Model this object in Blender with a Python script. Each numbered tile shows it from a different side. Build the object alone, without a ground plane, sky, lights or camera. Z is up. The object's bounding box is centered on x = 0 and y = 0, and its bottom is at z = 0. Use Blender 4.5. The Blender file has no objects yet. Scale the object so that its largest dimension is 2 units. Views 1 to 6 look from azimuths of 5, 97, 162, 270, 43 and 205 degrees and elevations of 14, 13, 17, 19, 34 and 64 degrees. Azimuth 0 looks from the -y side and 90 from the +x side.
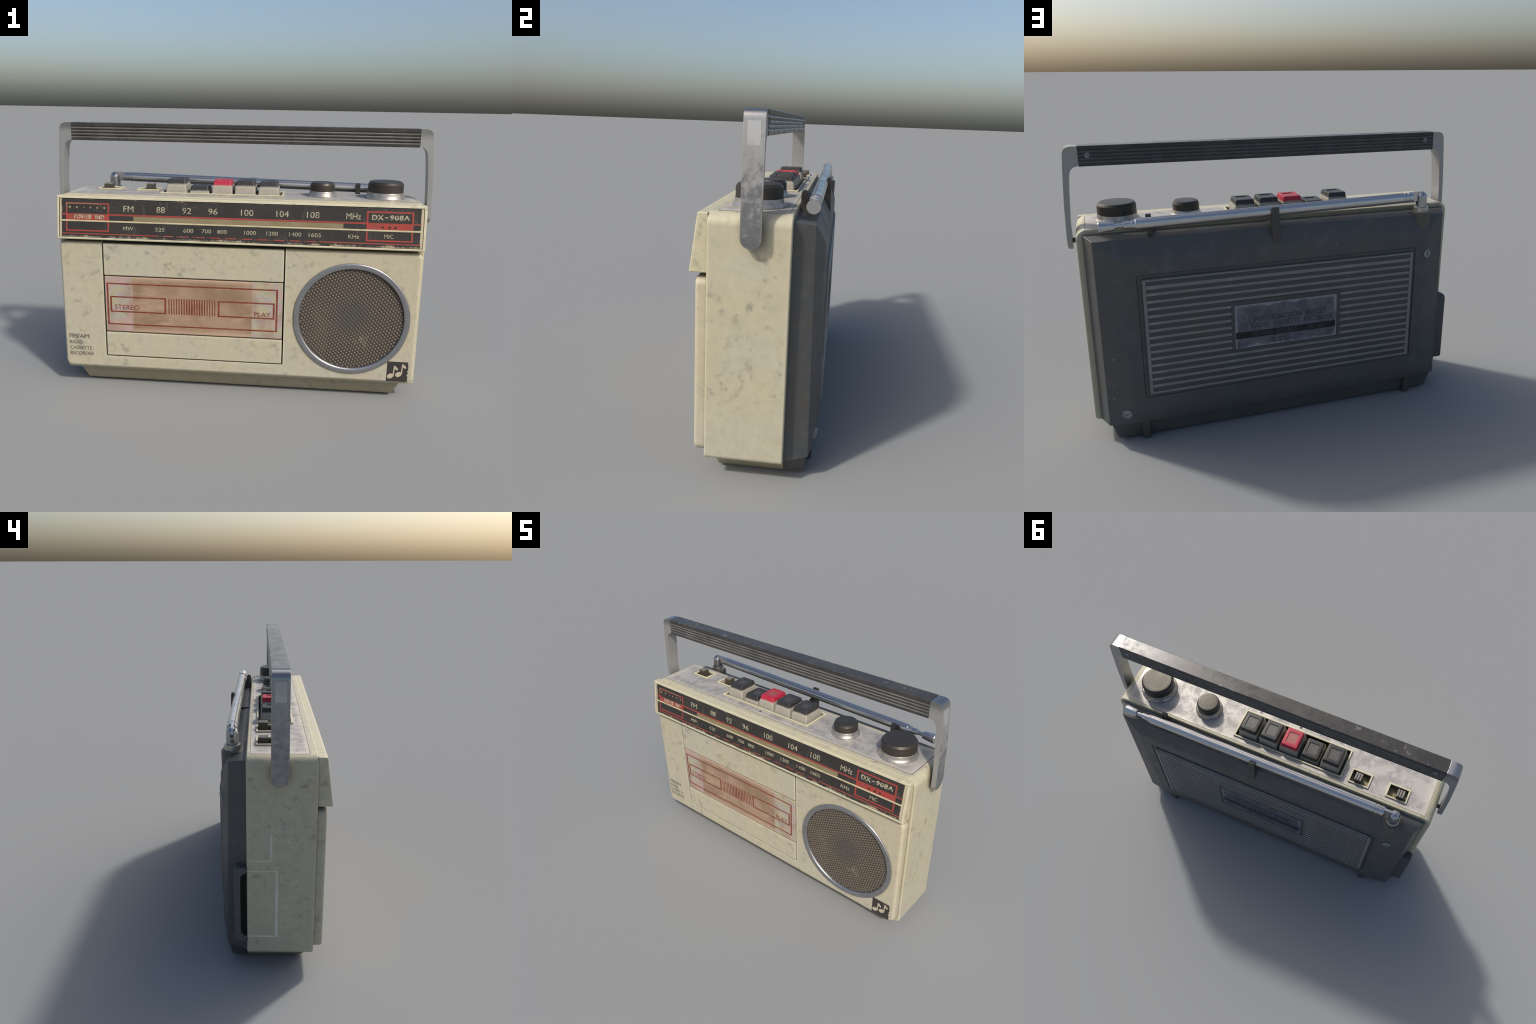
"""Portable radio cassette recorder: cream body, black tuning scale, carrying handle, telescopic aerial."""
import bpy, bmesh, math, random
from mathutils import Vector, Matrix

random.seed(7)
SC = bpy.context.scene
COL = SC.collection

# ------------------------------------------------------------------ materials
class NT:
    """Small helper that writes shader nodes."""
    def __init__(self, name):
        self.m = bpy.data.materials.new(name)
        self.m.use_nodes = True
        self.t = self.m.node_tree
        self.b = self.t.nodes["Principled BSDF"]
        self._co = None

    def n(self, kind, **inp):
        nd = self.t.nodes.new("ShaderNode" + kind)
        for k, v in inp.items():
            self.put(nd, k, v)
        return nd

    def put(self, nd, key, v):
        sock = nd.inputs[key if isinstance(key, int) else key.replace("_", " ")]
        if isinstance(v, bpy.types.NodeSocket):
            self.t.links.new(v, sock)
        elif isinstance(v, (tuple, list)) and len(v) == 3 and sock.type == "RGBA":
            sock.default_value = (*v, 1)
        else:
            sock.default_value = v

    @property
    def co(self):
        if self._co is None:
            self._co = self.n("TexCoord").outputs["Object"]
        return self._co

    def mapped(self, scale=(1, 1, 1), loc=(0, 0, 0), rot=(0, 0, 0)):
        nd = self.n("Mapping", Vector=self.co)
        nd.inputs["Scale"].default_value = scale
        nd.inputs["Location"].default_value = loc
        nd.inputs["Rotation"].default_value = rot
        return nd.outputs[0]

    def noise(self, scale, detail=4, rough=0.55, vec=None, dist=0.0, color=False):
        nd = self.n("TexNoise", Vector=vec or self.co, Scale=scale, Detail=detail, Roughness=rough, Distortion=dist)
        return nd.outputs["Color" if color else "Fac"]

    def ramp(self, fac, a, b, lo=0.0, hi=1.0):
        nd = self.n("MapRange", Value=fac)
        nd.interpolation_type = "SMOOTHSTEP"
        for i, v in ((1, a), (2, b), (3, lo), (4, hi)):
            nd.inputs[i].default_value = v
        return nd.outputs[0]

    def math(self, op, a, b=0.0, c=0.0, clamp=False):
        nd = self.n("Math")
        nd.operation, nd.use_clamp = op, clamp
        for i, v in enumerate((a, b, c)):
            self.put(nd, i, v)
        return nd.outputs[0]

    def mix(self, fac, a, b, mode="MIX"):
        nd = self.n("Mix")
        nd.data_type, nd.blend_type = "RGBA", mode
        for i, v in ((0, fac), (6, a), (7, b)):
            self.put(nd, i, v)
        return nd.outputs[2]

    def xyz(self):
        return self.n("SeparateXYZ", Vector=self.co).outputs

    def edge(self, radius=0.006, lo=0.02, hi=0.2):
        bev = self.n("Bevel", Radius=radius)
        bev.samples = 6
        geo = self.n("NewGeometry")
        dot = self.n("VectorMath")
        dot.operation = "DOT_PRODUCT"
        self.t.links.new(bev.outputs[0], dot.inputs[0])
        self.t.links.new(geo.outputs["Normal"], dot.inputs[1])
        return self.ramp(self.math("SUBTRACT", 1.0, dot.outputs["Value"]), lo, hi)

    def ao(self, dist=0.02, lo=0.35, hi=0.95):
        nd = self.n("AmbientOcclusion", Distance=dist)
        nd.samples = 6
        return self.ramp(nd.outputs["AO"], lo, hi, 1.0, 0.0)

    def bump(self, height, strength=0.2, dist=0.002):
        nd = self.n("Bump", Strength=strength, Distance=dist, Height=height)
        self.put(self.b, "Normal", nd.outputs[0])

    def out(self, color, rough=0.5, metal=0.0, spec=0.5, coat=0.0):
        self.put(self.b, "Base Color", color)
        self.put(self.b, "Roughness", rough)
        self.put(self.b, "Metallic", metal)
        self.put(self.b, "Specular IOR Level", spec)
        self.put(self.b, "Coat Weight", coat)
        return self.m


def mat_cream(name="cream_plastic", tone=(1, 1, 1), edges=0.75):
    t = NT(name)
    c = lambda r, g, b: (r * tone[0], g * tone[1], b * tone[2])
    col = t.mix(t.ramp(t.noise(3.2, 5), 0.36, 0.64), c(0.545, 0.475, 0.322), c(0.53, 0.475, 0.355))
    col = t.mix(t.ramp(t.noise(11, 6, 0.6), 0.48, 0.7, 0, 0.35), col, c(0.46, 0.42, 0.315))
    # sparse grey rub marks
    patch = t.ramp(t.noise(5.0, 2, vec=t.mapped(loc=(3.1, 1.7, 5.2))), 0.38, 0.60)
    rub = t.ramp(t.noise(23, 3, 0.5, vec=t.mapped(rot=(0.2, 0.5, 0.1), loc=(1, 2, 3))), 0.54, 0.74)
    col = t.mix(t.math("MULTIPLY", t.math("MULTIPLY", rub, patch), 0.8), col, c(0.285, 0.245, 0.20))
    smear = t.ramp(t.noise(38, 6, 0.65, vec=t.mapped(scale=(1, 1, 0.6), rot=(0.4, 0.9, 0.2))), 0.56, 0.74)
    col = t.mix(t.math("MULTIPLY", t.math("MULTIPLY", smear, t.ramp(t.noise(3.1, 3, vec=t.mapped(loc=(7, 2, 4))), 0.42, 0.6)), 0.62), col, c(0.27, 0.235, 0.185))
    mott = t.noise(30, 4, 0.6, vec=t.mapped(loc=(5, 1, 8)))
    col = t.mix(t.ramp(mott, 0.36, 0.5, 0.22, 0), col, c(0.40, 0.36, 0.27))
    col = t.mix(t.ramp(mott, 0.52, 0.66, 0, 0.22), col, c(0.64, 0.58, 0.42))
    col = t.mix(t.math("MULTIPLY", t.edge(0.03, 0.0, 0.12), 0.4), col, c(0.66, 0.60, 0.41))
    grain = t.noise(170, 3, 0.6)
    col = t.mix(t.ramp(grain, 0.5, 0.75, 0, 0.25), col, c(0.36, 0.33, 0.25))
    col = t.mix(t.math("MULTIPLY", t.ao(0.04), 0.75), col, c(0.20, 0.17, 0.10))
    gn = t.n("SeparateXYZ", Vector=t.n("NewGeometry").outputs["Normal"]).outputs[1]
    px, py, pz = t.xyz()
    dark_strip = t.math("MULTIPLY", t.math("MULTIPLY", t.ramp(gn, 0.5, 0.9), t.ramp(pz, 1.02, 1.04)), t.ramp(t.math("ABSOLUTE", px), 0.62, 0.85, 1, 0))
    col = t.mix(t.math("MULTIPLY", dark_strip, 0.6), col, c(0.16, 0.14, 0.095))
    if edges:
        e = t.math("MULTIPLY", t.edge(0.007, 0.015, 0.16), t.ramp(t.noise(14, 4), 0.25, 0.6, 0.35, 1))
        col = t.mix(t.math("MULTIPLY", e, edges), col, c(0.92, 0.86, 0.67))  # near-white highlight painted along the edges
    t.bump(grain, 0.05, 0.001)
    return t.out(col, t.ramp(t.noise(8, 4), 0.3, 0.7, 0.42, 0.6))


def mat_dark(name, base=(0.069, 0.0725, 0.0725), worn=(0.145, 0.146, 0.140), rough=(0.46, 0.6), edges=0.5, dust=0.35, tint=None):
    t = NT(name)
    warm = tuple(v * k for v, k in zip(base, (1.12, 1.01, 0.93)))
    col = t.mix(t.ramp(t.noise(5, 5, 0.6), 0.35, 0.65), base, warm)
    col = t.mix(t.ramp(t.noise(13, 6, 0.65), 0.5, 0.75, 0, dust), col, worn)
    spots = t.ramp(t.noise(42, 2, 0.5), 0.74, 0.79, 0, 0.7)
    col = t.mix(spots, col, tuple(v * 1.8 for v in worn))
    e = t.math("MULTIPLY", t.edge(0.004, 0.03, 0.25), t.ramp(t.noise(9, 4), 0.3, 0.6, 0.3, 1))
    col = t.mix(t.math("MULTIPLY", e, edges), col, worn)
    t.bump(t.noise(240, 2), 0.06, 0.001)
    if tint:
        t.put(t.b, "Specular Tint", (*tint, 1.0))
    return t.out(col, t.ramp(t.noise(7, 5), 0.3, 0.7, *rough))


def mat_metal(name, base=(0.52, 0.52, 0.51), dull=(0.30, 0.30, 0.30), rough=(0.22, 0.42), metal=0.85, scale=14, amount=0.8, grain=0.25):
    t = NT(name)
    m = t.ramp(t.noise(scale, 5, 0.55), 0.44, 0.60)
    col = t.mix(t.math("MULTIPLY", m, amount), base, dull)
    fine = t.noise(120, 3)
    col = t.mix(t.ramp(fine, 0.55, 0.75, 0, grain), col, dull)
    t.bump(fine, 0.04 * grain, 0.001)
    return t.out(col, t.ramp(m, 0, 1, *rough), metal)


def mat_arm():
    """Worn chrome on plastic: mottled low down, cleaner towards the grip."""
    t = NT("worn_chrome_arm")
    z = t.xyz()[2]
    m = t.ramp(t.noise(30, 4, 0.5), 0.40, 0.62)
    nx = t.n("SeparateXYZ", Vector=t.n("NewGeometry").outputs["Normal"]).outputs[0]
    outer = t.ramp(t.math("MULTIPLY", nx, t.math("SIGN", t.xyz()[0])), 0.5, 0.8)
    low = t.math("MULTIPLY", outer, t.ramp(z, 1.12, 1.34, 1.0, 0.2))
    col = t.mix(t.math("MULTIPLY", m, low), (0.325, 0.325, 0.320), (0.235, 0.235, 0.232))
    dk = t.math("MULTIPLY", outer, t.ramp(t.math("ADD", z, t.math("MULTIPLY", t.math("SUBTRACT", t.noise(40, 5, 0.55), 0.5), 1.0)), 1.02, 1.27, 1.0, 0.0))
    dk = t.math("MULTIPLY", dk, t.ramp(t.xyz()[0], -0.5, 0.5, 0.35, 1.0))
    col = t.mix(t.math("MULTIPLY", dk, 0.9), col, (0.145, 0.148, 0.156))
    col = t.mix(t.ramp(t.noise(140, 3), 0.5, 0.75, 0, 0.3), col, (0.3, 0.29, 0.27))
    e = t.edge(0.006, 0.03, 0.25)
    rim = t.edge(0.014, 0.0, 0.06)
    col = t.mix(t.math("MULTIPLY", t.math("MULTIPLY", rim, t.ramp(t.noise(26, 4), 0.42, 0.6)), 0.35), col, (0.30, 0.25, 0.18))
    col = t.mix(t.math("MULTIPLY", e, 0.5), col, (0.55, 0.545, 0.52))
    t.bump(t.noise(160, 2), 0.06, 0.001)
    return t.out(col, t.math("ADD", t.ramp(t.noise(9, 4), 0.3, 0.7, 0.0, 0.1), t.ramp(z, 1.36, 1.42, 0.32, 0.20)), t.ramp(z, 1.37, 1.42, 0.45, 0.92))


def mat_top():
    t = NT("worn_aluminium")
    x, y, z = t.xyz()
    m = t.ramp(t.noise(12, 9, 0.68, dist=0.4), 0.42, 0.60)
    col = t.mix(m, (0.42, 0.40, 0.365), (0.295, 0.28, 0.265))
    stain = t.math("MULTIPLY", t.ramp(t.noise(19, 6, 0.6), 0.56, 0.7), t.ramp(t.noise(3, 2), 0.45, 0.6))
    col = t.mix(t.math("MULTIPLY", stain, 0.6), col, (0.20, 0.19, 0.185))
    col = t.mix(t.math("MULTIPLY", t.ao(0.04), 0.5), col, (0.62, 0.55, 0.46))
    # paler rim where the brushing has worn through at the border
    rim = t.math("MAXIMUM", t.ramp(t.math("ABSOLUTE", x), 0.86, 0.91), t.ramp(t.math("ABSOLUTE", t.math("ADD", y, 0.022)), 0.10, 0.128))
    col = t.mix(t.math("MULTIPLY", rim, 0.55), col, (0.60, 0.545, 0.46))
    return t.out(col, t.ramp(m, 0, 1, 0.48, 0.58), 0.2, spec=0.25)


def mat_button(name, cap, edge_soft=0.006):
    """Grey key whose coloured cap fades into the grey along the local height."""
    t = NT(name)
    z = t.xyz()[2]
    grey = t.mix(t.ramp(t.noise(40, 4), 0.4, 0.65), (0.335, 0.31, 0.255), (0.305, 0.283, 0.232))
    f = t.ramp(t.math("ADD", z, t.math("MULTIPLY", t.math("SUBTRACT", t.noise(30, 3), 0.5), 0.007)), -0.0315, -0.0185)
    worn = t.mix(t.ramp(t.noise(30, 4), 0.5, 0.72, 0, 0.25), cap, tuple(min(1, v * 1.6 + 0.03) for v in cap))
    col = t.mix(f, grey, worn)
    e = t.edge(0.005, 0.03, 0.25)
    col = t.mix(t.math("MULTIPLY", e, 0.35), col, tuple(min(1, v * 1.5 + 0.06) for v in cap) if cap[0] > 0.3 else (0.13, 0.12, 0.108))
    return t.out(col, 0.42, spec=0.35)


def mat_recess(name, col, worn):
    t = NT(name)
    return t.out(t.mix(t.ramp(t.noise(45, 5), 0.42, 0.62), col, worn), 0.45)


def mat_scale():
    """Black printed tuning scale, worn through to cream along its borders."""
    t = NT("printed_scale_black")
    x, y, z = t.xyz()
    n = t.math("SUBTRACT", t.noise(34, 6, 0.7), 0.5)
    n2 = t.math("SUBTRACT", t.noise(7, 3, 0.5, vec=t.mapped(loc=(4, 0, 2))), 0.5)
    low = t.math("ADD", t.math("MULTIPLY", t.math("SUBTRACT", 0.8565, z), 95.0), t.math("ADD", t.math("MULTIPLY", n, 4.2), t.math("MULTIPLY", n2, 3.0)))
    top = t.math("ADD", t.math("MULTIPLY", t.math("SUBTRACT", z, 1.0485), 120.0), t.math("ADD", t.math("MULTIPLY", n, 3.6), t.math("MULTIPLY", n2, 4.5)))
    side = t.math("ADD", t.math("MULTIPLY", t.math("SUBTRACT", t.math("ABSOLUTE", x), 0.918), 260.0), t.math("MULTIPLY", n, 2.5))
    f = t.ramp(t.math("MAXIMUM", t.math("MAXIMUM", low, top), side), -0.2, 1.2)
    black = t.mix(t.ramp(t.noise(5, 4), 0.4, 0.6), (0.030, 0.028, 0.026), (0.036, 0.033, 0.030))
    spots = t.ramp(t.noise(75, 3, 0.6), 0.66, 0.78, 0, 0.4)
    black = t.mix(spots, black, (0.16, 0.14, 0.12))
    for k, (rot, lo) in enumerate(((0.5, 0.63), (-0.35, 0.65), (0.05, 0.66))):
        scr = t.ramp(t.noise(46, 2, 0.5, vec=t.mapped(scale=(1, 1, 0.18), rot=(0, rot, 0), loc=(k * 3, 0, k))), lo + 0.02, lo + 0.09, 0, 0.22)
        black = t.mix(scr, black, (0.13, 0.115, 0.105))
    scuff = t.math("MULTIPLY", t.ramp(t.noise(60, 5, 0.65), 0.52, 0.7), t.ramp(t.noise(6, 3, vec=t.mapped(loc=(2, 9, 1))), 0.5, 0.65))
    black = t.mix(t.math("MULTIPLY", scuff, 0.45), black, (0.12, 0.105, 0.095))
    tan = t.mix(t.noise(30, 4), (0.40, 0.33, 0.21), (0.52, 0.45, 0.32))
    return t.out(t.mix(f, black, tan), 0.55, spec=0.25)


def mat_paint(name, col, worn, amount=0.5, rough=0.55, lo=0.52, hi=0.70, scale=28):
    t = NT(name)
    return t.out(t.mix(t.ramp(t.noise(scale, 5, 0.6), lo, hi, 0, amount), col, worn), rough, spec=0.25)


def mat_red_print():
    t = NT("red_print")
    x, y, z = t.xyz()
    gone = t.math("MULTIPLY", t.ramp(x, -0.80, -0.75, 1, 0), t.ramp(z, 0.99, 1.0))
    rub = t.math("MULTIPLY", t.ramp(z, 0.862, 0.876, 1, 0), t.ramp(t.noise(9, 4), 0.45, 0.6))
    blot = t.math("MULTIPLY", t.math("MULTIPLY", t.ramp(x, -0.84, -0.82), t.ramp(x, -0.73, -0.70, 1, 0)), t.ramp(z, 0.955, 0.972))
    red = t.mix(t.ramp(t.noise(20, 4), 0.4, 0.65), (0.315, 0.045, 0.036), (0.25, 0.055, 0.044))
    f = t.math("MAXIMUM", t.math("MAXIMUM", gone, rub), blot)
    return t.out(t.mix(t.math("MULTIPLY", f, 0.55), red, (0.24, 0.15, 0.095)), 0.5, spec=0.3)


def mat_window():
    """Tan cassette window with pearly, rainbow tinted ends."""
    t = NT("tinted_cassette_window")
    x, y, z = t.xyz()
    col = t.mix(t.ramp(t.noise(5, 3, 0.5, dist=0.6), 0.36, 0.64), (0.245, 0.160, 0.096), (0.335, 0.222, 0.150))
    col = t.mix(t.ramp(t.noise(14, 4, 0.5, vec=t.mapped(scale=(0.5, 1, 1.4)), dist=1.0), 0.52, 0.72, 0, 0.5), col, (0.46, 0.33, 0.22))
    col = t.mix(t.ramp(t.noise(20, 3), 0.62, 0.72, 0, 0.5), col, (0.20, 0.15, 0.12))
    band = t.math("MAXIMUM", t.ramp(z, 0.337, 0.357, 1, 0), t.ramp(z, 0.612, 0.632))
    col = t.mix(t.math("MULTIPLY", band, 0.55), col, (0.50, 0.36, 0.26))
    ends = t.math("MAXIMUM", t.ramp(x, -0.558, -0.554, 1, 0), t.ramp(x, 0.082, 0.086))
    w = t.noise(6.5, 2, 0.45, vec=t.mapped(scale=(1.2, 1, 1)), dist=1.6)
    hue = t.n("CombineColor", Red=t.math("FRACT", t.math("MULTIPLY", w, 3.0)), Green=0.30, Blue=0.47)
    hue.mode = "HSV"
    pearl = t.mix(0.68, hue.outputs[0], (0.385, 0.28, 0.18))
    dark = t.ramp(t.noise(8, 2, vec=t.mapped(loc=(2, 0, 1))), 0.5, 0.64, 0, 0.65)
    pearl = t.mix(dark, pearl, (0.30, 0.20, 0.155))
    return t.out(t.mix(ends, col, pearl), 0.3, coat=0.15)


def mat_grille():
    t = NT("speaker_mesh")
    x, y, z = t.xyz()
    dx, dz = t.math("SUBTRACT", x, 0.605), t.math("SUBTRACT", z, 0.470)
    r = t.math("SQRT", t.math("ADD", t.math("MULTIPLY", dx, dx), t.math("MULTIPLY", dz, dz)))
    wob = t.math("MULTIPLY", t.math("SUBTRACT", t.noise(9, 4), 0.5), 0.08)
    centre = t.ramp(t.math("ADD", r, wob), 0.05, 0.118, 1, 0)
    h = t.ramp(y, -0.2280, -0.2250, 1, 0)
    col = t.mix(h, (0.062, 0.053, 0.045), (0.168, 0.134, 0.093))
    col = t.mix(t.ramp(t.noise(4, 4), 0.5, 0.7, 0, 0.5), col, (0.13, 0.105, 0.08))
    col = t.mix(t.math("MULTIPLY", centre, 0.8), col, (0.07, 0.065, 0.058))
    sx, sz = t.math("SUBTRACT", x, 0.665), t.math("SUBTRACT", z, 0.33)
    rs = t.math("SQRT", t.math("ADD", t.math("MULTIPLY", sx, sx), t.math("MULTIPLY", sz, sz)))
    spot = t.math("MULTIPLY", t.ramp(rs, 0.01, 0.06, 1, 0), t.ramp(t.noise(40, 3), 0.45, 0.65))
    col = t.mix(t.math("MULTIPLY", spot, 0.4), col, (0.36, 0.30, 0.22))
    return t.out(col, 0.6, spec=0.3)


def mat_label():
    t = NT("label_metal")
    x, y, z = t.xyz()
    col = t.mix(t.ramp(t.noise(22, 6, 0.6), 0.4, 0.62), (0.125, 0.135, 0.165), (0.085, 0.092, 0.115))
    ex = t.math("SUBTRACT", t.math("ABSOLUTE", t.math("ADD", x, 0.006)), 0.250)
    ez = t.math("SUBTRACT", t.math("ABSOLUTE", t.math("SUBTRACT", z, 0.546)), 0.098)
    n = t.math("MULTIPLY", t.math("SUBTRACT", t.noise(18, 4), 0.5), 0.05)
    f = t.ramp(t.math("ADD", t.math("MAXIMUM", ex, ez), n), 0.0, 0.014)
    return t.out(t.mix(f, col, (0.25, 0.27, 0.30)), 0.4, 0.4)


def mat_grip():
    t = NT("black_grip")
    col = t.mix(t.ramp(t.noise(8, 4), 0.4, 0.65), (0.040, 0.038, 0.036), (0.055, 0.052, 0.048))
    x, y, z = t.xyz()
    nz = t.n("SeparateXYZ", Vector=t.n("NewGeometry").outputs["True Normal"]).outputs[2]
    ledge = t.math("MULTIPLY", t.ramp(nz, 0.25, 0.4), t.ramp(z, 1.415, 1.42, 1, 0))  # upward walls of the notches, tinted lighter for the skylight they catch
    col = t.mix(t.math("MULTIPLY", ledge, t.ramp(t.noise(12, 4), 0.3, 0.65, 0.55, 1)), col, (0.135, 0.127, 0.115))
    topf = t.ramp(z, 1.425, 1.428)
    s1 = t.ramp(t.noise(30, 3, 0.5), 0.66, 0.72, 0, 0.6)
    s2 = t.ramp(t.noise(11, 4, 0.6, vec=t.mapped(loc=(0.4, 0, 0))), 0.69, 0.73, 0, 0.6)
    col = t.mix(t.math("MULTIPLY", t.math("MAXIMUM", s1, s2), topf), col, (0.22, 0.21, 0.20))
    t.bump(t.noise(70, 3), 0.08, 0.001)
    return t.out(col, t.ramp(t.noise(24, 4), 0.35, 0.7, 0.24, 0.36), spec=0.3)


M = {}


def materials():
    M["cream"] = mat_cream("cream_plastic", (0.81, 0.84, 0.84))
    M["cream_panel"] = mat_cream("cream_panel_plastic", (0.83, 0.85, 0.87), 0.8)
    M["cream_base"] = mat_cream("cream_base_plastic", (0.52, 0.535, 0.50), 0.5)  # case cream darkened: occlusion shade of the downturned base baked into the tone
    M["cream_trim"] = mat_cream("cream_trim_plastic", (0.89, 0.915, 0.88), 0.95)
    M["dark"] = mat_dark("charcoal_plastic")
    M["dark_base"] = mat_dark("charcoal_base_plastic", (0.066, 0.068, 0.066), (0.115, 0.115, 0.108))
    M["rib"] = mat_dark("charcoal_rib_plastic", (0.178, 0.182, 0.178), (0.29, 0.29, 0.28), edges=0.6, dust=0.5)  # cover charcoal in a paler tone for the ribs
    M["slot"] = mat_dark("charcoal_slot_plastic", (0.056, 0.059, 0.059), (0.085, 0.086, 0.084), edges=0.0)
    M["clip"] = mat_dark("brown_black_plastic", (0.056, 0.052, 0.046), (0.10, 0.095, 0.086))
    M["boss"] = mat_dark("brown_grey_plastic", (0.092, 0.084, 0.070), (0.14, 0.13, 0.115))
    M["black"] = mat_dark("black_plastic", (0.026, 0.024, 0.022), (0.07, 0.066, 0.06), (0.40, 0.5), edges=0.5, dust=0.25, tint=(1.0, 0.94, 0.82))
    M["hole"] = NT("dark_cavity").out((0.012, 0.011, 0.009), 0.8)
    M["gap"] = NT("dark_gap").out((0.020, 0.019, 0.014), 0.8)
    M["well"] = mat_recess("well_plastic", (0.30, 0.26, 0.15), (0.20, 0.17, 0.095))
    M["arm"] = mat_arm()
    M["inlay"] = mat_metal("polished_inlay", (0.46, 0.46, 0.46), (0.36, 0.36, 0.355), (0.25, 0.34), 0.55, 16, 0.6)
    M["chrome"] = mat_metal("worn_chrome", (0.56, 0.55, 0.54), (0.47, 0.46, 0.45), (0.24, 0.33), 0.9, 6, 0.4, 0.08)
    M["ring"] = mat_metal("dull_chrome", (0.42, 0.42, 0.43), (0.30, 0.30, 0.31), (0.2, 0.36), 0.9, 16, 0.6)
    M["skirt"] = mat_metal("knob_chrome", (0.46, 0.435, 0.39), (0.29, 0.275, 0.25), (0.25, 0.42), 0.75, 24, 0.7)
    M["top"] = mat_top()
    M["grip"] = mat_grip()
    M["key_black"] = mat_button("black_key", (0.030, 0.029, 0.028))
    M["key_red"] = mat_button("red_key", (0.37, 0.020, 0.045))
    M["pad_black"] = mat_recess("black_key_pad", (0.045, 0.043, 0.040), (0.065, 0.062, 0.058))
    M["pad_red"] = mat_recess("red_key_pad", (0.30, 0.055, 0.047), (0.25, 0.095, 0.072))
    M["scale"] = mat_scale()
    M["red"] = mat_red_print()
    M["cream_print"] = mat_paint("cream_print", (0.40, 0.37, 0.255), (0.13, 0.115, 0.085), 0.75, lo=0.44, hi=0.68, scale=40)
    M["strip"] = mat_paint("olive_strip", (0.20, 0.163, 0.092), (0.25, 0.205, 0.125), 0.6, 0.4, 0.4, 0.6, 6)
    M["bar"] = mat_paint("cream_bar", (0.50, 0.44, 0.28), (0.36, 0.30, 0.18), 0.6, 0.4, 0.45, 0.65, 12)
    M["maroon"] = mat_paint("maroon_print", (0.165, 0.036, 0.023), (0.225, 0.08, 0.05), 0.7, 0.4, 0.42, 0.66, 26)
    M["grey_print"] = mat_paint("grey_print", (0.125, 0.112, 0.095), (0.27, 0.24, 0.18), 0.6, lo=0.45, hi=0.7, scale=45)
    M["logo_black"] = mat_paint("badge_black", (0.040, 0.036, 0.032), (0.055, 0.05, 0.045), 0.6)
    M["logo_cream"] = mat_paint("badge_cream", (0.45, 0.39, 0.29), (0.38, 0.33, 0.24), 0.6)
    M["window"] = mat_window()
    M["grille"] = mat_grille()
    M["label"] = mat_label()
    M["label_dark"] = mat_paint("label_dark_print", (0.022, 0.019, 0.024), (0.04, 0.04, 0.045), 0.6)
    M["label_text"] = mat_paint("label_faded_text", (0.045, 0.047, 0.055), (0.09, 0.095, 0.115), 0.7, lo=0.42, hi=0.66)
    M["label_pale"] = mat_paint("label_pale_text", (0.085, 0.085, 0.10), (0.04, 0.04, 0.048), 0.7, lo=0.42, hi=0.66)
    M["emboss"] = mat_paint("embossed_rim", (0.565, 0.565, 0.48), (0.50, 0.475, 0.36), 0.6, lo=0.4, hi=0.6, scale=14)
    M["emboss_text"] = mat_paint("embossed_text", (0.575, 0.55, 0.43), (0.50, 0.465, 0.34), 0.6)
    M["scuff"] = mat_paint("scuffed_screw", (0.19, 0.195, 0.195), (0.30, 0.305, 0.305), 0.8, 0.5, 0.42, 0.6, 60)
    M["scuff_grip"] = mat_paint("scuffed_grip_screw", (0.12, 0.125, 0.13), (0.24, 0.25, 0.255), 0.8, 0.45, 0.4, 0.6, 60)
    M["symbol"] = mat_paint("faded_symbol", (0.22, 0.205, 0.20), (0.36, 0.34, 0.33), 0.6)
    M["symbol_dark"] = mat_paint("dark_symbol", (0.06, 0.055, 0.055), (0.14, 0.13, 0.13), 0.5)
    M["switch"] = mat_dark("switch_plastic", (0.055, 0.046, 0.035), (0.12, 0.105, 0.085), edges=0.6)
    M["switch_rib"] = mat_recess("switch_ridge", (0.16, 0.145, 0.125), (0.25, 0.235, 0.21))


# ------------------------------------------------------------------ geometry helpers
ROOT = None


def shade(me, angle=32):
    bm = bmesh.new()
    bm.from_mesh(me)
    lim = math.radians(angle)
    for f in bm.faces:
        f.smooth = True
    for e in bm.edges:
        e.smooth = not (len(e.link_faces) == 2 and e.calc_face_angle(0) > lim)
    bm.to_mesh(me)
    bm.free()


def obj(name, me, mat, parent=None, angle=32, wn=True):
    ob = bpy.data.objects.new(name, me)
    COL.objects.link(ob)
    if mat is not None:
        for m in (mat if isinstance(mat, (list, tuple)) else [mat]):
            me.materials.append(m)
    shade(me, angle)
    if wn:
        w = ob.modifiers.new("weighted", "WEIGHTED_NORMAL")
        w.keep_sharp = True
    ob.parent = parent or ROOT
    return ob


def mesh_from(bm, name):
    bmesh.ops.recalc_face_normals(bm, faces=bm.faces)
    me = bpy.data.meshes.new(name)
    bm.to_mesh(me)
    bm.free()
    return me


def bevel_bm(bm, w, seg=2, min_angle=25):
    lim = math.radians(min_angle)
    bmesh.ops.recalc_face_normals(bm, faces=bm.faces)
    es = [e for e in bm.edges if len(e.link_faces) == 2 and e.calc_face_angle(0) > lim]
    if w > 0 and es:
        bmesh.ops.bevel(bm, geom=es, offset=w, offset_type="OFFSET", segments=seg, profile=0.5, affect="EDGES", clamp_overlap=True)


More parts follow.
